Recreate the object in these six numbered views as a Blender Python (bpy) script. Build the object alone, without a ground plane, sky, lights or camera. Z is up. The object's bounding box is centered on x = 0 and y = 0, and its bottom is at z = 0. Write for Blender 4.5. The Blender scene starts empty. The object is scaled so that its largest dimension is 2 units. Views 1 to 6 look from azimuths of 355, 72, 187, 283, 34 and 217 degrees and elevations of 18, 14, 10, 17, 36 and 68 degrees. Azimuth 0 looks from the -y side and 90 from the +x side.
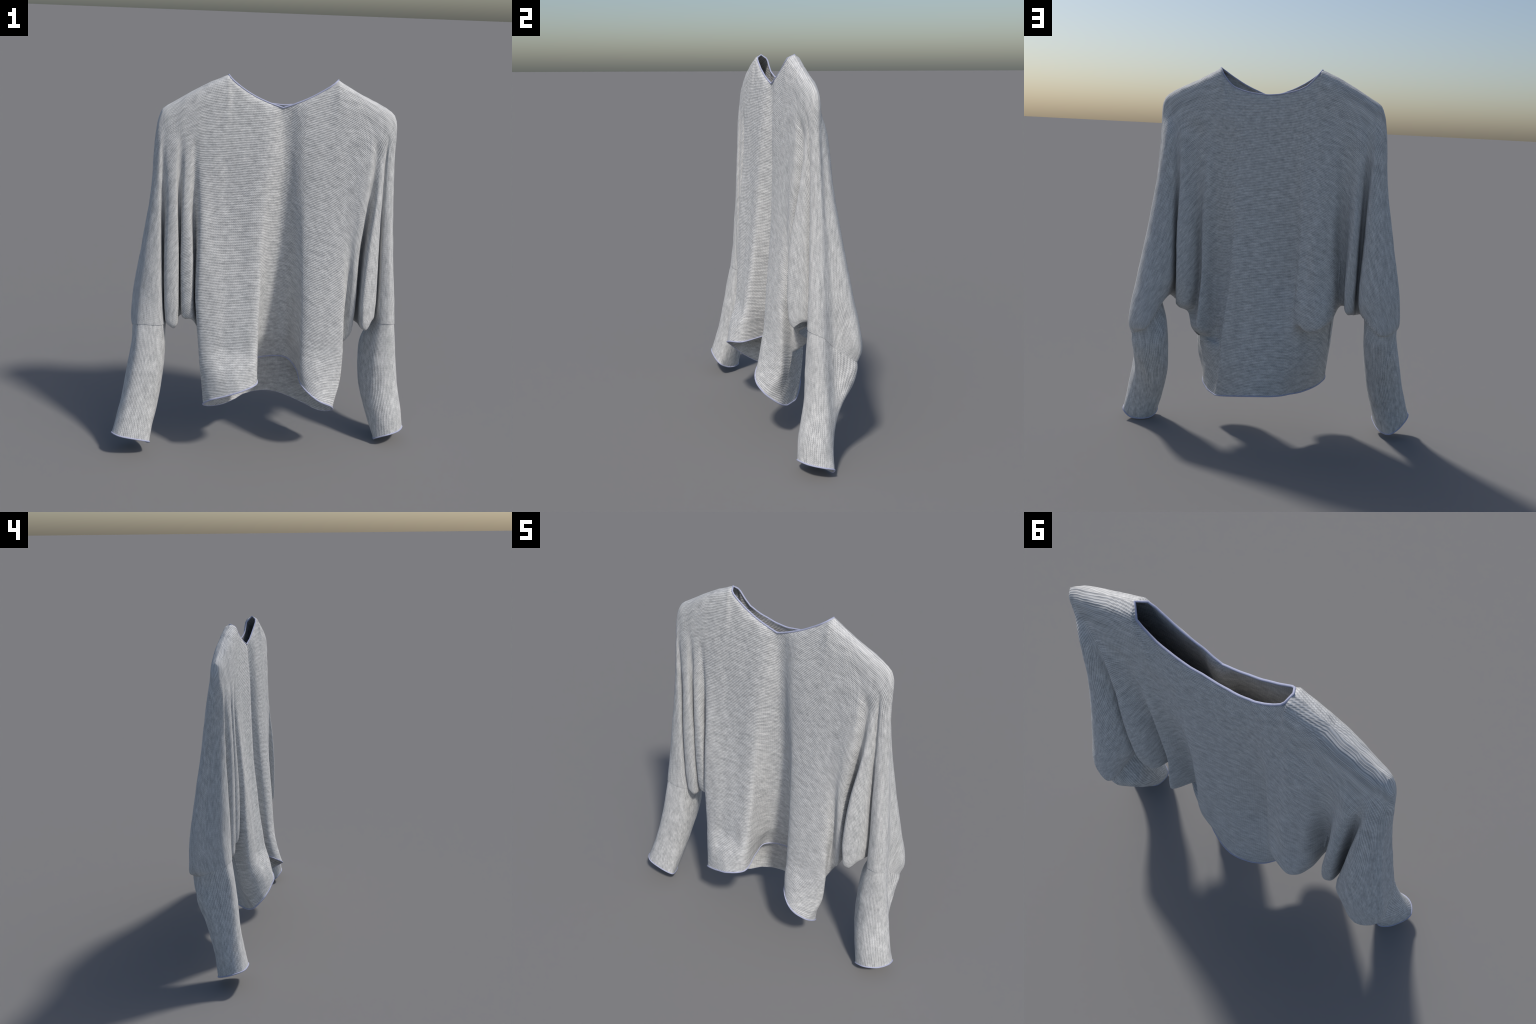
"""A draped light-grey knitted batwing jumper, lofted from feature lines.

Every crest and groove of the drape is one "feature line" that falls from the
shoulder / neckline to the hem, the underarm edge or the cuff seam.  A line is
given by its plan position (x, y) at four heights, plus where it ends.  The
cloth is the smooth surface through these lines.
"""
import math
import bpy
import numpy as np
from mathutils import noise, Vector

THICK = 0.0045          # cloth thickness
TRIM_R = 0.0041         # rolled edge radius
LEVELS = (1.62, 1.38, 1.12, 0.86)
K = 7                   # mesh columns between two feature lines


# ------------------------------------------------------------------ splines
def catmull(P, counts, before=None, after=None):
    """centripetal Catmull-Rom through P; counts = samples in each segment"""
    P = np.asarray(P, float)
    a = 2 * P[0] - P[1] if before is None else np.asarray(before, float)
    b = 2 * P[-1] - P[-2] if after is None else np.asarray(after, float)
    Q = np.vstack([a, P, b])
    out = []
    for i in range(len(P) - 1):
        p0, p1, p2, p3 = Q[i:i + 4]
        t = [0.0]
        for u, v in ((p0, p1), (p1, p2), (p2, p3)):
            t.append(t[-1] + max(np.linalg.norm(v - u), 1e-5) ** 0.5)
        n = counts[i] if hasattr(counts, "__len__") else counts
        s = (t[1] + (t[2] - t[1]) * np.arange(n) / n)[:, None]
        A1 = (t[1] - s) / (t[1] - t[0]) * p0 + (s - t[0]) / (t[1] - t[0]) * p1
        A2 = (t[2] - s) / (t[2] - t[1]) * p1 + (s - t[1]) / (t[2] - t[1]) * p2
        A3 = (t[3] - s) / (t[3] - t[2]) * p2 + (s - t[2]) / (t[3] - t[2]) * p3
        B1 = (t[2] - s) / (t[2] - t[0]) * A1 + (s - t[0]) / (t[2] - t[0]) * A2
        B2 = (t[3] - s) / (t[3] - t[1]) * A2 + (s - t[1]) / (t[3] - t[1]) * A3
        out.append((t[2] - s) / (t[2] - t[1]) * B1 + (s - t[1]) / (t[2] - t[1]) * B2)
    out.append(P[-1:])
    return np.vstack(out)


def along(poly, x):
    poly = np.array(poly, float)
    poly = poly[np.argsort(poly[:, 0])]
    return np.array([x, np.interp(x, poly[:, 0], poly[:, 1]), np.interp(x, poly[:, 0], poly[:, 2])])


# --------------------------------------------------------- shoulder and neck
TIP_LEFT, TIP_RIGHT = (-0.226, 0.008, 1.9950), (0.311, 0.010, 1.9845)
SHOULDER = [(-0.572, 0.012, 1.740), (-0.566, 0.012, 1.775), (-0.556, 0.011, 1.803), (-0.543, 0.01, 1.826),
            (-0.520, 0.01, 1.844), (-0.484, 0.01, 1.864), (-0.405, 0.01, 1.912), (-0.315, 0.01, 1.958), TIP_LEFT,
            TIP_RIGHT, (0.363, 0.01, 1.955), (0.434, 0.01, 1.918), (0.504, 0.01, 1.887), (0.561, 0.01, 1.858),
            (0.590, 0.01, 1.839), (0.608, 0.011, 1.820), (0.620, 0.012, 1.793), (0.626, 0.013, 1.760)]
NECK_FRONT = [TIP_LEFT, (-0.222, -0.010, 1.989), (-0.206, -0.018, 1.973), (-0.185, -0.020, 1.956), (-0.160, -0.020, 1.938),
              (-0.134, -0.021, 1.921), (-0.106, -0.020, 1.905), (-0.076, -0.020, 1.889), (-0.036, -0.020, 1.873), (0.004, -0.020, 1.859),
              (0.042, -0.020, 1.848), (0.074, -0.020, 1.858), (0.106, -0.021, 1.870), (0.137, -0.021, 1.883), (0.168, -0.021, 1.897),
              (0.198, -0.021, 1.913), (0.228, -0.021, 1.930), (0.257, -0.021, 1.947), (0.285, -0.019, 1.965), (0.302, -0.010, 1.980), TIP_RIGHT]
NECK_BACK = [TIP_LEFT, (-0.225, 0.026, 1.990), (-0.212, 0.041, 1.970), (-0.182, 0.041, 1.934), (-0.152, 0.041, 1.906),
             (-0.118, 0.044, 1.888), (-0.080, 0.045, 1.875), (-0.042, 0.045, 1.866), (-0.002, 0.044, 1.858), (0.045, 0.043, 1.854), (0.084, 0.043, 1.856),
             (0.123, 0.045, 1.859), (0.162, 0.044, 1.866), (0.200, 0.043, 1.876), (0.236, 0.042, 1.890), (0.264, 0.041, 1.917),
             (0.288, 0.041, 1.947), (0.3105, 0.032, 1.974), TIP_RIGHT]

# ------------------------------------------------------------- feature lines
# name, x at the top, then plan (x, y) at the four LEVELS
FRONT = [
    ("outer_l", -0.569, (-.588, .010), (-.605, .025), (-.640, .045), (-.690, .050)),
    ("sleeve_face_l", -0.555, (-.577, -.015), (-.598, -.020), (-.628, -.030), (-.662, -.042)),
    ("sleeve_crest_l", -0.540, (-.557, -.035), (-.560, -.040), (-.556, -.050), (-.553, -.057)),
    ("groove_sleeve_l", -0.520, (-.541, -.033), (-.541, -.015), (-.543, .030), (-.542, .045)),
    ("pleat1_outer", -0.500, (-.515, -.045), (-.512, -.056), (-.526, -.062), (-.528, -.062)),
    ("pleat1_inner", -0.470, (-.475, -.052), (-.474, -.060), (-.467, -.062), (-.466, -.062)),
    ("groove12_a", -0.452, (-.459, -.045), (-.464, -.025), (-.461, .020), (-.460, .045)),
    ("groove12_b", -0.440, (-.449, -.045), (-.456, -.025), (-.453, .020), (-.452, .045)),
    ("pleat2_outer", -0.420, (-.430, -.053), (-.440, -.060), (-.447, -.060), (-.445, -.060)),
    ("pleat2_inner", -0.395, (-.405, -.053), (-.410, -.060), (-.396, -.070), (-.393, -.070)),
    ("side_l", -0.375, (-.385, -.046), (-.386, -.028), (-.381, .005), (-.376, .020)),
    ("body_edge_l", -0.350, (-.358, -.050), (-.353, -.066), (-.358, -.085), (-.366, -.095)),
    ("body_mid_l", -0.290, (-.290, -.055), (-.285, -.064), (-.285, -.085), (-.285, -.108)),
    ("tip_l", -0.226, (-.222, -.054), (-.222, -.062), (-.222, -.080), (-.222, -.104)),
    ("lobe_l", -0.150, (-.150, -.055), (-.155, -.064), (-.155, -.080), (-.155, -.106)),
    ("ridge_l", -0.040, (-.035, -.054), (-.042, -.064), (-.050, -.080), (-.053, -.105)),
    ("wall_l", 0.000, (.004, -.044), (-.010, -.042), (-.024, -.044), (-.035, -.056)),
    ("valley_l", 0.020, (.034, -.028), (.024, -.018), (.008, -.005), (-.006, .012)),
    ("valley_mid", 0.042, (.060, -.017), (.057, .000), (.053, .020), (.050, .044)),
    ("valley_r", 0.080, (.088, -.020), (.094, -.008), (.104, .012), (.114, .030)),
    ("wall_r", 0.118, (.124, -.040), (.136, -.040), (.150, -.038), (.162, -.040)),
    ("ridge_r", 0.160, (.155, -.052), (.168, -.057), (.178, -.070), (.186, -.090)),
    ("tip_r", 0.311, (.290, -.056), (.292, -.064), (.295, -.082), (.310, -.102)),
    ("body_edge_r", 0.375, (.370, -.054), (.372, -.062), (.382, -.074), (.402, -.082)),
    ("side_r", 0.430, (.430, -.053), (.425, -.060), (.420, -.060), (.424, -.035)),
    ("pleat3_inner", 0.465, (.470, -.050), (.465, -.060), (.445, -.066), (.445, -.056)),
    ("pleat3_outer", 0.490, (.498, -.046), (.490, -.048), (.468, -.056), (.470, -.054)),
    ("groove34_a", 0.510, (.518, -.022), (.506, -.008), (.486, .030), (.478, .030)),
    ("groove34_b", 0.525, (.528, -.018), (.516, -.008), (.497, .030), (.488, .030)),
    ("pleat4_inner", 0.545, (.548, -.022), (.540, -.045), (.511, -.078), (.500, -.090)),
    ("pleat4_outer", 0.565, (.567, -.018), (.566, -.034), (.573, -.038), (.580, -.042)),
    ("groove_sleeve_r", 0.580, (.577, -.008), (.582, .000), (.588, .020), (.600, .030)),
    ("sleeve_crest_r", 0.595, (.587, -.014), (.593, -.014), (.598, -.014), (.610, -.018)),
    ("sleeve_face_r", 0.608, (.608, -.008), (.620, -.012), (.634, -.022), (.655, -.031)),
    ("sleeve_turn_r", 0.617, (.622, .002), (.636, .002), (.654, -.004), (.684, -.012)),
    ("outer_r", 0.624, (.628, .016), (.643, .022), (.667, .026), (.694, .024)),
]
BACK = [
    ("outer_l", -0.569, (-.588, .010), (-.605, .025), (-.640, .045), (-.690, .050)),
    ("puff_outer_l", -0.555, (-.580, .043), (-.608, .066), (-.655, .098), (-.702, .118)),
    ("puff_crest_l", -0.540, (-.563, .054), (-.580, .084), (-.602, .124), (-.625, .158)),
    ("puff_inner_l", -0.520, (-.530, .066), (-.520, .098), (-.510, .120), (-.500, .124)),
    ("groove_kj_a", -0.500, (-.510, .062), (-.501, .040), (-.496, .026), (-.493, .016)),
    ("groove_kj_b", -0.470, (-.495, .062), (-.489, .040), (-.485, .026), (-.483, .016)),
    ("fold_j_outer", -0.452, (-.478, .070), (-.472, .085), (-.468, .120), (-.466, .108)),
    ("fold_j_inner", -0.440, (-.455, .075), (-.447, .096), (-.440, .132), (-.424, .110)),
    ("groove_ji_a", -0.420, (-.420, .066), (-.406, .050), (-.402, .024), (-.408, .005)),
    ("groove_ji_b", -0.395, (-.390, .064), (-.376, .050), (-.374, .026), (-.384, .012)),
    ("side_l", -0.375, (-.345, .068), (-.335, .080), (-.336, .092), (-.350, .100)),
    ("pouch_l_outer", -0.350, (-.300, .070), (-.295, .088), (-.294, .106), (-.308, .120)),
    ("pouch_l_mid", -0.290, (-.255, .072), (-.250, .092), (-.248, .116), (-.262, .134)),
    ("tip_l", -0.226, (-.212, .068), (-.210, .086), (-.205, .102), (-.208, .116)),
    ("pouch_l_inner", -0.160, (-.166, .066), (-.166, .082), (-.168, .096), (-.168, .106)),
    ("panel_l", -0.100, (-.118, .056), (-.130, .052), (-.138, .048), (-.140, .054)),
    ("panel_mid", 0.030, (.020, .062), (.025, .067), (.030, .074), (.030, .085)),
    ("back_ridge", 0.170, (.172, .066), (.181, .074), (.188, .084), (.199, .094)),
    ("tip_r", 0.311, (.225, .058), (.218, .058), (.212, .056), (.218, .060)),
    ("back_flank", 0.375, (.268, .055), (.258, .046), (.246, .028), (.252, .026)),
    ("side_r", 0.430, (.310, .056), (.305, .046), (.300, .020), (.306, .008)),
    ("fold_h", 0.465, (.358, .060), (.358, .066), (.367, .064), (.363, .078)),
    ("groove_gh", 0.490, (.410, .054), (.402, .044), (.394, .022), (.390, .010)),
    ("fold_g_inner", 0.510, (.458, .062), (.450, .074), (.440, .096), (.436, .108)),
    ("fold_g_outer", 0.525, (.500, .066), (.496, .086), (.497, .112), (.490, .126)),
    ("groove_fg_a", 0.545, (.518, .062), (.509, .056), (.505, .030), (.502, .010)),
    ("groove_fg_b", 0.565, (.530, .062), (.519, .056), (.515, .030), (.512, .010)),
    ("puff_inner_r", 0.580, (.546, .068), (.539, .084), (.535, .116), (.532, .140)),
    ("puff_crest_r", 0.595, (.575, .080), (.594, .104), (.615, .146), (.632, .196)),
    ("puff_outer_r", 0.608, (.603, .060), (.628, .080), (.662, .118), (.702, .160)),
    ("puff_dip_r", 0.617, (.614, .036), (.632, .046), (.656, .062), (.680, .074)),
    ("outer_r", 0.624, (.628, .016), (.643, .022), (.667, .026), (.694, .024)),
]

# underarm edge, shared by the front and the back sheet (from cuff to body side)
UNDERARM_L = [(-.524, .050, .700), (-.505, -.040, .700), (-.485, -.050, .693), (-.460, .060, .715),
              (-.440, .085, .720), (-.425, -.030, .738), (-.395, -.035, .738)]
UNDERARM_R = [(.585, .070, .705), (.572, -.030, .730), (.535, -.066, .690), (.508, .040, .690),
              (.478, .090, .690), (.455, -.010, .640), (.418, .050, .572)]

# the tube below the arms: three rings (upper ring, lower ring, hem)
TUBE_F = {
    "side_l": ((-.354, -.010, .665), (-.340, -.060, .450), (-.327, -.135, .292)),
    "body_edge_l": ((-.354, -.105, .620), (-.336, -.130, .460), (-.290, -.187, .345)),
    "body_mid_l": ((-.285, -.133, .600), (-.270, -.178, .470), (-.240, -.205, .368)),
    "tip_l": ((-.222, -.132, .600), (-.212, -.188, .480), (-.190, -.214, .387)),
    "lobe_l": ((-.155, -.140, .600), (-.150, -.190, .500), (-.130, -.218, .410)),
    "ridge_l": ((-.055, -.140, .600), (-.053, -.164, .510), (-.048, -.168, .429)),
    "wall_l": ((-.044, -.055, .600), (-.055, -.045, .525), (-.066, -.040, .443)),
    "valley_l": ((-.018, .042, .600), (-.046, .052, .530), (-.068, .056, .455)),
    "valley_mid": ((.046, .070, .600), (.034, .088, .530), (.025, .102, .461)),
    "valley_r": ((.124, .064, .600), (.130, .078, .530), (.132, .082, .464)),
    "wall_r": ((.174, -.035, .600), (.180, -.030, .520), (.180, -.025, .440)),
    "ridge_r": ((.190, -.110, .600), (.193, -.130, .470), (.195, -.132, .402)),
    "tip_r": ((.312, -.120, .580), (.292, -.156, .430), (.275, -.186, .340)),
    "body_edge_r": ((.414, -.090, .560), (.404, -.102, .380), (.355, -.166, .292)),
    "side_r": ((.386, -.020, .510), (.372, -.050, .340), (.378, -.090, .230)),
}
TUBE_B = {
    "side_l": TUBE_F["side_l"],
    "pouch_l_outer": ((-.320, .035, .670), (-.315, -.035, .435), (-.305, -.105, .268)),
    "pouch_l_mid": ((-.278, .040, .662), (-.278, -.004, .430), (-.268, -.066, .248)),
    "tip_l": ((-.226, .068, .645), (-.222, .036, .420), (-.210, -.018, .234)),
    "pouch_l_inner": ((-.172, .086, .620), (-.170, .066, .400), (-.155, .032, .233)),
    "panel_l": ((-.124, .088, .580), (-.118, .092, .400), (-.090, .095, .236)),
    "panel_mid": ((.030, .108, .580), (.030, .122, .400), (.060, .135, .234)),
    "back_ridge": ((.226, .096, .560), (.242, .086, .350), (.268, .040, .188)),
    "tip_r": ((.250, .078, .480), (.262, .062, .345), (.290, .014, .186)),
    "back_flank": ((.316, .032, .490), (.318, .010, .340), (.336, -.034, .194)),
    "side_r": TUBE_F["side_r"],
}
# cloth that bags over its lower edge: the two stations between the lowest level and the end
SAG = {
    "b:side_l": ((-.352, .104, .760), (-.358, .085, .690)),
    "b:pouch_l_outer": ((-.318, .138, .740), (-.324, .130, .660)),
    "b:pouch_l_mid": ((-.270, .146, .725), (-.280, .142, .630)),
    "b:tip_l": ((-.212, .132, .720), (-.222, .124, .622)),
    "b:pouch_l_inner": ((-.170, .112, .740), (-.174, .110, .660)),
    "b:side_r": ((.306, .008, .680), (.322, .002, .520)),
    "b:back_flank": ((.262, .030, .680), (.284, .020, .505)),
    "b:tip_r": ((.226, .066, .690), (.242, .066, .520)),
    "b:fold_h": ((.368, .104, .690), (.380, .104, .584)),
    "b:puff_outer_l": ((-.712, .120, .765), (-.712, .112, .676)),
    "b:puff_crest_l": ((-.630, .162, .740), (-.628, .163, .640)),
    "b:puff_inner_l": ((-.501, .118, .785), (-.512, .092, .728)),
    "b:puff_inner_r": ((.540, .135, .790), (.556, .112, .735)),
    "b:puff_crest_r": ((.638, .222, .730), (.634, .234, .590)),
    "b:puff_outer_r": ((.720, .186, .740), (.730, .200, .612)),
    "b:puff_dip_r": ((.681, .080, .760), (.684, .084, .685)),
}
# cuff seam: where the sleeve lines end on the cuff
SEAM = {
    "f:outer_l": (-.706, .014, .690), "b:outer_l": (-.706, .014, .690), "b:outer_r": (.712, .020, .690), "f:sleeve_face_l": (-.668, -.064, .722), "f:sleeve_crest_l": (-.546, -.056, .714),
    "b:puff_outer_l": (-.698, .098, .652), "b:puff_crest_l": (-.623, .149, .640),
    "f:outer_r": (.712, .020, .690), "f:sleeve_turn_r": (.700, -.012, .705), "f:sleeve_face_r": (.662, -.036, .714),
    "f:sleeve_crest_r": (.618, -.024, .714),
    "b:puff_dip_r": (.688, .087, .625), "b:puff_outer_r": (.715, .194, .556), "b:puff_crest_r": (.634, .204, .590),
}
ROWS = (6, 8, 8, 14, 14, 14, 7, 8, 6, 8, 10)    # mesh rows between stations (last two: tube only)
UPPER = sum(ROWS[:9])


def unfolded(x, is_front):
    """depth of the smooth sheet near the shoulders, above where the folds start"""
    edge = 0.592 if x < 0 else 0.634
    t = min(max((abs(x) - 0.36) / (edge - 0.36), 0.0), 1.0)
    return 0.012 + (-0.062 if is_front else 0.050) * math.sqrt(1 - t * t)


def stations(sheet, tag, line, i, n):
    """the control stations of one feature line: top, below top, levels, two sag stations, end (+ tube)"""
    name, xt = line[0], line[1]
    sec = [np.array((*p, z)) for p, z in zip(line[2:], LEVELS)]
    neck = NECK_FRONT if sheet is FRONT else NECK_BACK
    top = along(neck if TIP_LEFT[0] <= xt <= TIP_RIGHT[0] else SHOULDER, xt)
    z0 = min(1.735, 1.62 + (top[2] - 1.62) * 0.55)
    calm = top + (sec[0] - top) * np.array([0.55, 0.8, 0])
    calm[2] = z0
    under = top + (sec[0] - top) * np.array([0.15, 0.35, 0])
    under[2] = top[2] - min(0.020, (top[2] - z0) * 0.35)
    if xt < TIP_LEFT[0] + 0.01 or xt > TIP_RIGHT[0] - 0.01:
        calm[1] = unfolded(calm[0], sheet is FRONT)
        under[1] = 0.012 + (unfolded(under[0], sheet is FRONT) - 0.012) * 0.62
    if name.startswith("outer"):
        calm[1] = under[1] = 0.013
    tube = (TUBE_F if sheet is FRONT else TUBE_B).get(name)
    key = tag + ":" + name
    lo = sec[-1]
    extra = []
    if tube:
        end, extra = np.array(tube[0]), [np.array(t) for t in tube[1:]]
        s1, s2 = lo + (end - lo) * 0.38, lo + (end - lo) * 0.75
    elif key in SEAM:
        end = np.array(SEAM[key])
        s1, s2 = lo + (end - lo) * 0.5, lo + (end - lo) * 0.88
        if tag == "f":
            end = end + np.array([0, 0, 0.0])
    else:
        m = i - 3 if i < n // 2 else n - 5 - i
        end = np.array((UNDERARM_L if i < n // 2 else UNDERARM_R)[m])
        s1 = lo + (end - lo) * np.array([.12, .12, .5])
        s2 = lo + (end - lo) * np.array([.40, .40, .88])
    if key in SAG:
        s1, s2 = (np.array(s) for s in SAG[key])
    return [top, under, calm, *sec, s1, s2, end] + extra


def sheet_net(sheet, tag, other):
    n = len(sheet)
    net = [stations(sheet, tag, l, i, n) for i, l in enumerate(sheet)]
    names = [l[0] for l in sheet]
    jl, jr = names.index("side_l"), names.index("side_r")
    rows = []
    for r in range(10):
        pts = [c[r] for c in net]
        if r == 0:
            xt = np.concatenate([np.linspace(sheet[i][1], sheet[i + 1][1], K, endpoint=False) for i in range(n - 1)] + [[sheet[-1][1]]])
            neck = NECK_FRONT if sheet is FRONT else NECK_BACK
            rows.append(np.array([along(neck if TIP_LEFT[0] < x < TIP_RIGHT[0] else SHOULDER, x) for x in xt]))
        elif r == 1:            # follows the neckline and shoulder line at a smooth offset
            o, t = other(1), other(0)
            gap = [c[1] - c[0] for c in net]
            row = catmull(pts, K, o[0], o[1])
            row[:, 2] = (rows[0] + catmull(gap, K, o[0] - t[0], o[1] - t[1]))[:, 2]
            rows.append(row)
        else:
            o = other(r)
            rows.append(catmull(pts, K, o[0], o[1]))
    low = []
    for r in (10, 11):
        pts = [c[r] for c in net[jl:jr + 1]]
        o = other(r)
        low.append(catmull(pts, K, o[0], o[1]))
    ncol = (n - 1) * K + 1
    cols = []
    for c in range(ncol):
        ctrl = [rows[r][c] for r in range(10)]
        cnt = list(ROWS[:9])
        if jl * K <= c <= jr * K:
            ctrl += [low[0][c - jl * K], low[1][c - jl * K]]
            cnt = list(ROWS)
        cols.append(catmull(ctrl, cnt))
    return cols, jl * K, jr * K


def other_of(sheet, tag):
    n = len(sheet)
    names = [l[0] for l in sheet]
    jl, jr = names.index("side_l"), names.index("side_r")

    def f(r):
        a, b = (1, n - 2) if r < 10 else (jl + 1, jr - 1)
        return tuple(stations(sheet, tag, sheet[i], i, n)[r] for i in (a, b))
    return f


front, fl, fr = sheet_net(FRONT, "f", other_of(BACK, "b"))
back, bl, br = sheet_net(BACK, "b", other_of(FRONT, "f"))
NF, NB = len(front), len(back)

# the web columns meet at the underarm edge: front column i <-> back column i counted from either cuff
w0, w1 = 3 * K, fl
for c in range(w0, w1 + 1):
    m = front[c][UPPER].copy()
    back[c][UPPER] = m
for d in range(0, NF - 1 - fr + 1):
    cf, cb = NF - 1 - d, NB - 1 - d
    if d >= 4 * K:
        back[cb][UPPER] = front[cf][UPPER].copy()
for r in range(UPPER, UPPER + ROWS[9] + ROWS[10] + 1):
    back[bl][r] = front[fl][r].copy()
    back[br][r] = front[fr][r].copy()
for c in range(0, fl + 3 * K + 1):          # shoulder line shared by the sheets
    back[c][0] = front[c][0].copy()
for d in range(0, NF - 1 - fr + 2 * K + 1):
    back[NB - 1 - d][0] = front[NF - 1 - d][0].copy()
for r in range(UPPER + 1):
    back[0][r] = front[0][r].copy()
    back[-1][r] = front[-1][r].copy()


# -------------------------------------------------------------- mesh assembly
class Cloth:
    """welds structured patches, keeps a knit coordinate (u along the course, v across it) per vertex"""
    def __init__(self):
        self.P, self.key, self.F, self.UV, self.region = [], {}, [], [], []

    def vert(self, p):
        k = tuple(np.round(p, 5))
        i = self.key.get(k)
        if i is None:
            i = self.key[k] = len(self.P)
            self.P.append(np.array(p, float))
        return i

    def face(self, pts, uvs, region):
        ids, keep = [], []
        for p, w in zip(pts, uvs):
            i = self.vert(p)
            if i not in ids:
                ids.append(i)
                keep.append(w)
        if len(ids) >= 3:
            self.F.append(ids)
            self.UV.append(keep)
            self.region.append(region)


def knit_coordinates(cols, is_front):
    """courses lie level across the body and turn down along each sleeve"""
    ncol = len(cols)
    res = [np.zeros((len(c), 2)) for c in cols]
    soft = lambda t: 0.5 * (t + np.sqrt(t * t + 0.004))
    run = np.zeros((ncol, UPPER + 1))
    for c in range(1, ncol):
        run[c] = run[c - 1] + np.linalg.norm(cols[c][:UPPER + 1] - cols[c - 1][:UPPER + 1], axis=1)
    total = run[-1]
    mid = int(np.argmin([abs(c[UPPER][0] - 0.03) for c in cols]))
    for c in range(ncol):
        n = len(cols[c])
        x, z = cols[c][:, 0], cols[c][:, 2]
        row = np.minimum(np.arange(n), UPPER)
        fall = np.concatenate([[0], np.cumsum(np.linalg.norm(np.diff(cols[c], axis=0), axis=1))])
        x0, z0 = cols[c][0][0], cols[c][0][2]
        xs = x0 + (x - x0) * np.clip(fall / 0.3, 0, 1)
        if is_front:
            tilt = 0.06 * soft(-0.12 - xs) + 0.50 * soft(xs - 0.05)
        else:
            tilt = 0.46 * soft(-0.14 - xs) + 0.36 * soft(xs - 0.19)
        o_left, o_right, datum = (0.145, 0.03, 2.145) if is_front else (0.03, 0.03, 2.062)
        level = datum - z0 - tilt + fall                 # depth below a level datum
        under_seam = np.where(x < 0, o_left, o_right) + fall  # courses follow the shoulder at first
        k = np.clip(fall / 0.35, 0, 1)
        k = k * k * (3 - 2 * k)
        on_shoulder = not TIP_LEFT[0] < x0 < TIP_RIGHT[0]
        a = np.maximum(level * k + under_seam * (1 - k) if on_shoulder else level, 0.012)
        inside = 14.0 * soft(0.43 - np.abs(x - 0.02))
        bl, br = run[c][row] + o_left, (total - run[c])[row] + o_right
        fl_, fr_ = bl * (1 + 1.3 * bl) + inside, br * (1 + 1.3 * br) + inside
        p = 3.0
        v = (a ** -p + fl_ ** -p + fr_ ** -p) ** (-1 / p)
        centre = (run[c] - run[mid])[row]                # along the course on the body
        step = lambda t: np.clip(t, 0, 1) ** 2 * (3 - 2 * np.clip(t, 0, 1))
        sl, sr = step((0.72 - bl) / 0.55), step((0.72 - br) / 0.55)
        u = centre * (1 - sl - sr) - sl * (a + 0.35) + sr * (a + 0.35)
        res[c][:, 0], res[c][:, 1] = u, v
    # even the coordinate out across neighbouring columns
    span = K + 3
    for r in range(max(len(c) for c in cols)):
        have = [c for c in range(ncol) if len(cols[c]) > r]
        if len(have) < 3 * span:
            continue
        line = np.array([res[c][r] for c in have])
        base = np.array([(cols[c][r][0], -cols[c][r][2]) for c in have])
        line = line - base
        for _ in range(2):
            pad = np.vstack([2 * line[0] - line[span:0:-1], line, 2 * line[-1] - line[-2:-span - 2:-1]])
            acc = np.vstack([np.zeros((1, 2)), np.cumsum(pad, axis=0)])
            line = (acc[2 * span + 1:] - acc[:-2 * span - 1]) / (2 * span + 1)
        for c, q in zip(have, line + base):
            res[c][r] = q
    return res


cloth = Cloth()
for cols, is_front in ((front, True), (back, False)):
    uv = knit_coordinates(cols, is_front)
    nf = len(cols)
    jl, jr = (fl, fr) if is_front else (bl, br)
    for c in range(nf - 1):
        region = "sleeve_l" if c < jl else ("sleeve_r" if c >= jr else "body")
        n = min(len(cols[c]), len(cols[c + 1]))
        for r in range(n - 1):
            q = [(c, r), (c, r + 1), (c + 1, r + 1), (c + 1, r)]
            if not is_front:
                q = q[::-1]
            cloth.face([cols[i][j] for i, j in q], [uv[i][j] for i, j in q], region)


# --------------------------------------------------------------------- cuffs
# rings from below the seam to the wrist; each ring starts at the inner side and runs round by the front:
# inner, front inner, front outer, ..., back, (extra point between back and inner)
CUFF_L = [
    [(-.534, .000, .620), (-.553, -.066, .620), (-.672, -.088, .620), (-.708, -.004, .600), (-.698, .086, .560), (-.629, .144, .570), (-.554, .106, .605)],
    [(-.538, -.020, .480), (-.560, -.085, .480), (-.690, -.108, .480), (-.730, -.030, .480), (-.716, .066, .480), (-.635, .116, .480), (-.556, .070, .480)],
    [(-.560, -.050, .320), (-.583, -.106, .320), (-.722, -.132, .320), (-.760, -.068, .320), (-.740, .014, .320), (-.660, .056, .320), (-.586, .018, .320)],
    [(-.588, -.086, .190), (-.602, -.134, .200), (-.752, -.158, .200), (-.790, -.095, .200), (-.760, -.022, .190), (-.690, .012, .180), (-.620, -.020, .180)],
    [(-.630, -.104, .048), (-.614, -.160, .084), (-.768, -.176, .128), (-.812, -.125, .122), (-.778, -.050, .076), (-.712, -.010, .036), (-.660, -.046, .034)],
]
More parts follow.
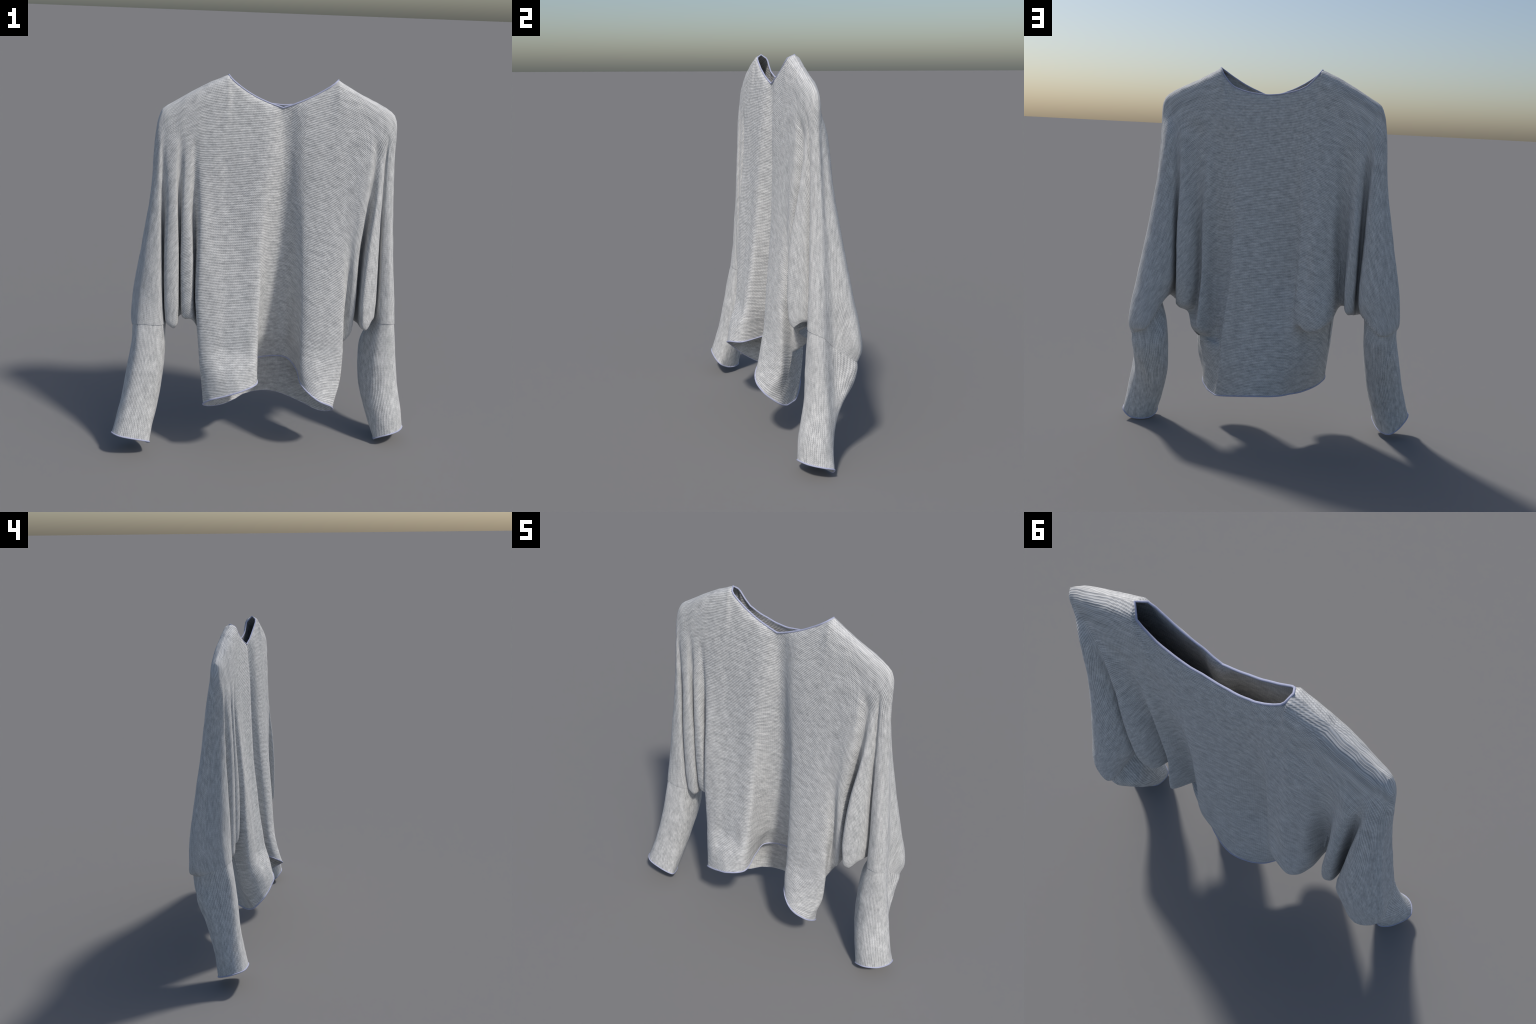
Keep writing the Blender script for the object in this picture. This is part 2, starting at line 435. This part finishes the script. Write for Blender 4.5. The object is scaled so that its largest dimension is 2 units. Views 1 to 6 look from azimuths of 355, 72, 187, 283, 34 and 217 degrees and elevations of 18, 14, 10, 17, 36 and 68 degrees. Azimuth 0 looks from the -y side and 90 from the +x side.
CUFF_R = [
    [(.558, .070, .610), (.606, -.024, .620), (.655, -.036, .620), (.706, -.020, .620), (.722, .018, .610), (.692, .088, .560), (.708, .186, .490), (.642, .210, .490), (.560, .152, .530)],
    [(.548, .060, .490), (.600, -.028, .500), (.655, -.041, .500), (.712, -.024, .500), (.736, .020, .500), (.698, .086, .465), (.712, .160, .430), (.640, .196, .430), (.556, .140, .450)],
    [(.552, .036, .320), (.606, -.036, .320), (.670, -.058, .320), (.734, -.036, .320), (.762, .022, .320), (.738, .070, .310), (.716, .102, .300), (.636, .128, .300), (.560, .090, .310)],
    [(.585, .000, .180), (.628, -.068, .180), (.690, -.090, .180), (.758, -.066, .180), (.792, .006, .180), (.770, .052, .175), (.732, .072, .170), (.662, .070, .165), (.600, .042, .170)],
    [(.636, -.052, .022), (.640, -.076, .040), (.694, -.100, .072), (.766, -.072, .080), (.808, -.005, .072), (.804, .046, .054), (.764, .054, .018), (.704, .042, .0065), (.654, .006, .008)],
]


def cuff_surface(seam, rings, segments, rows=(5, 10, 12, 10, 8)):
    """continues the sleeve's columns down through the rings"""
    counts = [K] * (segments - 1) + [K // 2, K - K // 2]
    dense = [catmull(ring + [ring[0]], counts, ring[-1], ring[1])[:-1] for ring in rings]
    mid = np.mean(seam, axis=0)
    out = []
    for i, p in enumerate(seam):
        d = p - mid
        tuck = p - d / np.linalg.norm(d) * 0.0035 + np.array([0, 0, 0.006])
        out.append(catmull([tuck] + [ring[i] for ring in dense], rows))
    return out


# ---------------------------------------------------------------- materials
def nodes_of(name):
    mat = bpy.data.materials.new(name)
    mat.use_nodes = True
    nt = mat.node_tree
    return mat, nt, nt.nodes["Principled BSDF"]


def make_knit():
    mat, nt, bsdf = nodes_of("grey_melange_knit")
    N, L = nt.nodes, nt.links

    def math_node(op, a, b=None):
        m = N.new("ShaderNodeMath")
        m.operation = op
        for k, v in enumerate((a, b)):
            if v is None:
                continue
            if isinstance(v, (int, float)):
                m.inputs[k].default_value = v
            else:
                L.new(v, m.inputs[k])
        return m.outputs[0]

    tc = N.new("ShaderNodeTexCoord")
    sep = N.new("ShaderNodeSeparateXYZ")
    L.new(tc.outputs["UV"], sep.inputs[0])
    u, v = sep.outputs[0], sep.outputs[1]
    # wobble the courses a little
    wob = N.new("ShaderNodeTexNoise")
    wob.inputs["Scale"].default_value = 9.0
    wob.inputs["Detail"].default_value = 1.0
    L.new(tc.outputs["UV"], wob.inputs["Vector"])
    v2 = math_node("ADD", v, math_node("MULTIPLY", math_node("SUBTRACT", wob.outputs[0], 0.5), 0.004))
    # V-shaped loops: a zigzag along the course
    zig = math_node("PINGPONG", u, 0.0050)
    v3 = math_node("ADD", v2, math_node("MULTIPLY", zig, 0.38))
    course = math_node("SINE", math_node("MULTIPLY", v3, 2 * math.pi / 0.0084))
    wale = math_node("SINE", math_node("MULTIPLY", u, 2 * math.pi / 0.0100))
    height = math_node("ADD", math_node("MULTIPLY", course, 0.5), math_node("MULTIPLY", wale, 0.09))
    # melange yarn: short streaks along the course, and broader cloudy patches
    mp = N.new("ShaderNodeMapping")
    mp.inputs["Scale"].default_value = (38, 105, 1)
    L.new(tc.outputs["UV"], mp.inputs["Vector"])
    streak = N.new("ShaderNodeTexNoise")
    streak.inputs["Scale"].default_value = 1.0
    streak.inputs["Detail"].default_value = 3.0
    streak.inputs["Roughness"].default_value = 0.65
    L.new(mp.outputs[0], streak.inputs["Vector"])
    mp2 = N.new("ShaderNodeMapping")
    mp2.inputs["Scale"].default_value = (17, 44, 1)
    L.new(tc.outputs["UV"], mp2.inputs["Vector"])
    cloud = N.new("ShaderNodeTexNoise")
    cloud.inputs["Scale"].default_value = 1.0
    cloud.inputs["Detail"].default_value = 2.0
    L.new(mp2.outputs[0], cloud.inputs["Vector"])
    grain = N.new("ShaderNodeTexNoise")
    grain.inputs["Scale"].default_value = 260.0
    grain.inputs["Detail"].default_value = 2.0
    L.new(tc.outputs["UV"], grain.inputs["Vector"])
    tone = math_node("ADD", math_node("MULTIPLY", math_node("SUBTRACT", streak.outputs[0], 0.5), 0.9),
                     math_node("MULTIPLY", math_node("SUBTRACT", cloud.outputs[0], 0.5), 0.72))
    tone = math_node("ADD", tone, math_node("MULTIPLY", math_node("SUBTRACT", grain.outputs[0], 0.5), 0.40))
    tone = math_node("ADD", tone, math_node("MULTIPLY", height, 0.36))
    tone = math_node("ADD", tone, 0.5)
    ramp = N.new("ShaderNodeValToRGB")
    e = ramp.color_ramp.elements
    e[0].position, e[0].color = 0.05, (0.29, 0.295, 0.30, 1)
    e[1].position, e[1].color = 0.95, (0.79, 0.785, 0.77, 1)
    m = e.new(0.5)
    m.color = (0.54, 0.54, 0.535, 1)
    L.new(tone, ramp.inputs[0])
    L.new(ramp.outputs[0], bsdf.inputs["Base Color"])
    bump = N.new("ShaderNodeBump")
    bump.inputs["Strength"].default_value = 0.35
    bump.inputs["Distance"].default_value = 0.003
    L.new(height, bump.inputs["Height"])
    L.new(bump.outputs[0], bsdf.inputs["Normal"])
    bsdf.inputs["Roughness"].default_value = 0.92
    bsdf.inputs["Specular IOR Level"].default_value = 0.15
    bsdf.inputs["Sheen Weight"].default_value = 0.08
    bsdf.inputs["Sheen Roughness"].default_value = 0.5
    return mat


def make_trim():
    mat, nt, bsdf = nodes_of("periwinkle_rolled_edge")
    N, L = nt.nodes, nt.links
    tc = N.new("ShaderNodeTexCoord")
    no = N.new("ShaderNodeTexNoise")
    no.inputs["Scale"].default_value = 60.0
    L.new(tc.outputs["Object"], no.inputs["Vector"])
    ramp = N.new("ShaderNodeValToRGB")
    ramp.color_ramp.elements[0].color = (0.37, 0.39, 0.52, 1)
    ramp.color_ramp.elements[1].color = (0.44, 0.46, 0.60, 1)
    L.new(no.outputs[0], ramp.inputs[0])
    L.new(ramp.outputs[0], bsdf.inputs["Base Color"])
    bsdf.inputs["Roughness"].default_value = 0.75
    bsdf.inputs["Specular IOR Level"].default_value = 0.25
    return mat


KNIT, TRIM = make_knit(), make_trim()


# ------------------------------------------------------------------- objects
def vertex_normals(P, F):
    nrm = np.zeros_like(P)
    for f in F:
        q = P[f]
        n = np.cross(q[2] - q[0], (q[3] if len(f) > 3 else q[1]) - q[1 if len(f) > 3 else 0])
        if len(f) == 3:
            n = np.cross(q[1] - q[0], q[2] - q[0])
        for i in f:
            nrm[i] += n
    ln = np.linalg.norm(nrm, axis=1, keepdims=True)
    return nrm / np.maximum(ln, 1e-12)


def crumple(P, nrm, amount):
    """small unevenness of knitted cloth"""
    out = P.copy()
    for i, (p, n) in enumerate(zip(P, nrm)):
        w = noise.noise(Vector((p[0] * 9, p[1] * 9, p[2] * 4))) + 0.6 * noise.noise(Vector((p[0] * 26 + 7, p[1] * 26, p[2] * 15)))
        out[i] = p + n * amount * w
    return out


def raise_folds(P, nrm, folds):
    """soft creases: (3D polyline, width, height) pushed out along the normal"""
    out = P.copy()
    for line, width, height in folds:
        line = np.array(line, float)
        best = np.full(len(P), 1e9)
        for a, b in zip(line[:-1], line[1:]):
            t = np.clip((P - a) @ (b - a) / ((b - a) @ (b - a)), 0, 1)
            best = np.minimum(best, np.linalg.norm(P - (a + t[:, None] * (b - a)), axis=1))
        out += nrm * (height * np.exp(-(best / width) ** 2))[:, None]
    return out


CUFF_FOLDS = {
    "sleeve_r": [([(.70, .18, .52), (.67, .17, .42), (.63, .13, .30), (.62, .07, .17)], .022, .010),
                 ([(.62, .22, .52), (.60, .17, .40), (.58, .10, .27)], .020, -.006)],
    "sleeve_l": [([(-.70, .09, .56), (-.66, .10, .46), (-.63, .07, .34), (-.63, .01, .22)], .022, .010),
                 ([(-.62, .14, .58), (-.59, .10, .45), (-.575, .03, .30)], .020, -.006)],
}


def add_object(name, mesh, parent, mat):
    ob = bpy.data.objects.new(name, mesh)
    mesh.materials.append(mat)
    bpy.context.scene.collection.objects.link(ob)
    ob.parent = parent
    return ob


def open_edges(F):
    seen = {(a, b) for f in F for a, b in zip(f, f[1:] + f[:1])}
    return {(a, b) for a, b in seen if (b, a) not in seen}


def shell(name, P, F, UV, nrm, rims, parent, mat, thick=THICK):
    """outer and inner face of the cloth, with the whole garment's normals"""
    used = sorted({i for f in F for i in f})
    idx = {v: k for k, v in enumerate(used)}
    m = len(used)
    outer, nn = P[used], nrm[used]
    inner = outer - nn * thick
    faces = [[idx[i] for i in f] for f in F] + [[idx[i] + m for i in reversed(f)] for f in F]
    uvs = [list(w) for w in UV] + [list(reversed(w)) for w in UV]
    for f, w in zip(F, UV):                      # close the cloth's own cut edges
        for k in range(len(f)):
            a, b = f[k], f[(k + 1) % len(f)]
            if (a, b) in rims:
                faces.append([idx[b], idx[a], idx[a] + m, idx[b] + m])
                ua, ub = w[k], w[(k + 1) % len(w)]
                uvs.append([ub, ua, ua, ub])
    mesh = bpy.data.meshes.new(name)
    mesh.from_pydata([tuple(p) for p in np.vstack([outer, inner])], [], faces)
    lay = mesh.uv_layers.new(name="knit")
    flat = np.array([c for w in uvs for c in w], np.float32).reshape(-1)
    lay.data.foreach_set("uv", flat)
    mesh.polygons.foreach_set("use_smooth", [True] * len(faces))
    mesh.normals_split_custom_set_from_vertices([tuple(n) for n in np.vstack([nn, -nn])])
    return add_object(name, mesh, parent, mat)


def tube(name, pts, parent, radius=TRIM_R, sides=10, closed=True):
    pts = np.array(pts)
    n = len(pts)
    tan = np.roll(pts, -1, 0) - np.roll(pts, 1, 0)
    tan /= np.linalg.norm(tan, axis=1, keepdims=True)
    ref = np.cross(tan[0], [0.3, 0.2, 1.0])
    verts, faces = [], []
    for i in range(n):
        ref = ref - tan[i] * (ref @ tan[i])
        ref /= np.linalg.norm(ref)
        bi = np.cross(tan[i], ref)
        for k in range(sides):
            a = 2 * math.pi * k / sides
            verts.append(tuple(pts[i] + radius * (math.cos(a) * ref + math.sin(a) * bi)))
    first = np.array(verts[:sides])
    # the frame may have turned once round the loop: find the best matching start corner
    ref0 = ref - tan[0] * (ref @ tan[0])
    ref0 /= np.linalg.norm(ref0)
    start = pts[0] + radius * ref0
    shift = int(np.argmin(np.linalg.norm(first - start, axis=1)))
    for i in range(n):
        j = (i + 1) % n
        s = shift if j == 0 else 0
        for k in range(sides):
            a, b = i * sides + k, i * sides + (k + 1) % sides
            c, d = j * sides + (k + 1 + s) % sides, j * sides + (k + s) % sides
            faces.append((a, b, c, d))
    mesh = bpy.data.meshes.new(name)
    mesh.from_pydata(verts, [], faces)
    mesh.polygons.foreach_set("use_smooth", [True] * len(faces))
    return add_object(name, mesh, parent, TRIM)


root = bpy.data.objects.new("sweater", None)
bpy.context.scene.collection.objects.link(root)
root["label"] = "light grey knitted batwing jumper with lilac rolled edges"
root["category"] = "sweater"

P = np.array(cloth.P)
nrm = vertex_normals(P, cloth.F)
P = crumple(P, nrm, 0.0022)
nrm = vertex_normals(P, cloth.F)
parts = {}
RIMS = open_edges(cloth.F)
for region, name in (("body", "body"), ("sleeve_l", "sleeve"), ("sleeve_r", "sleeve")):
    sel = [i for i, r in enumerate(cloth.region) if r == region]
    parts[region] = shell(name, P, [cloth.F[i] for i in sel], [cloth.UV[i] for i in sel], nrm, RIMS, root, KNIT)

lookup = lambda p: P[cloth.key[tuple(np.round(p, 5))]]
# rolled edges on neck and hem
cl, cr = [c for c in range(NF) if abs(front[c][0][0] - TIP_LEFT[0]) < 1e-6][0], [c for c in range(NF) if abs(front[c][0][0] - TIP_RIGHT[0]) < 1e-6][0]
bcl, bcr = [c for c in range(NB) if abs(back[c][0][0] - TIP_LEFT[0]) < 1e-6][0], [c for c in range(NB) if abs(back[c][0][0] - TIP_RIGHT[0]) < 1e-6][0]
neck = [lookup(front[c][0]) for c in range(cl, cr + 1)] + [lookup(back[c][0]) for c in range(bcr - 1, bcl, -1)]
tube("neck_trim", neck, parts["body"])
hem = [lookup(front[c][-1]) for c in range(fl, fr + 1)] + [lookup(back[c][-1]) for c in range(br - 1, bl, -1)]
tube("hem_trim", hem, parts["body"])

SL = [front[c][-1] for c in range(3 * K, 0, -1)] + [back[c][-1] for c in range(0, 3 * K)]
SR = [front[c][-1] for c in range(NF - 1 - 4 * K, NF - 1)] + [back[c][-1] for c in range(NB - 1, NB - 1 - 4 * K, -1)]
for side, seam, rings, segs in (("sleeve_l", SL, CUFF_L, 6), ("sleeve_r", SR, CUFF_R, 8)):
    cols = cuff_surface(seam, rings, segs)
    n, rws = len(cols), len(cols[0])
    lap = np.zeros(n + 1)                       # way round the cuff, averaged over its length
    for r in range(8, rws, 6):
        loop = np.array([c[r] for c in cols] + [cols[0][r]])
        lap[1:] += np.cumsum(np.linalg.norm(np.diff(loop, axis=0), axis=1))
    lap /= len(range(8, rws, 6))
    cf = Cloth()
    ccw = sum(a[0] * b[1] - b[0] * a[1] for a, b in zip([c[20] for c in cols], [cols[(k + 1) % n][20] for k in range(n)])) > 0
    for c in range(n):
        d = (c + 1) % n
        for r in range(rws - 1):
            q = [(c, c, r), (c, c, r + 1), (d, c + 1, r + 1), (d, c + 1, r)]
            if not ccw:
                q = q[::-1]
            cf.face([cols[i][j] for i, _, j in q], [(-cols[i][j][2], lap[k]) for i, k, j in q], side)
    CP = np.array(cf.P)
    cn = vertex_normals(CP, cf.F)
    CP = raise_folds(crumple(CP, cn, 0.0022), cn, CUFF_FOLDS[side])
    cn = vertex_normals(CP, cf.F)
    cuff = shell("cuff", CP, cf.F, cf.UV, cn, open_edges(cf.F), parts[side], KNIT)
    tube("cuff_trim", [CP[cf.key[tuple(np.round(c[-1], 5))]] for c in cols], parts[side], radius=0.0038)
bpy.context.view_layer.update()
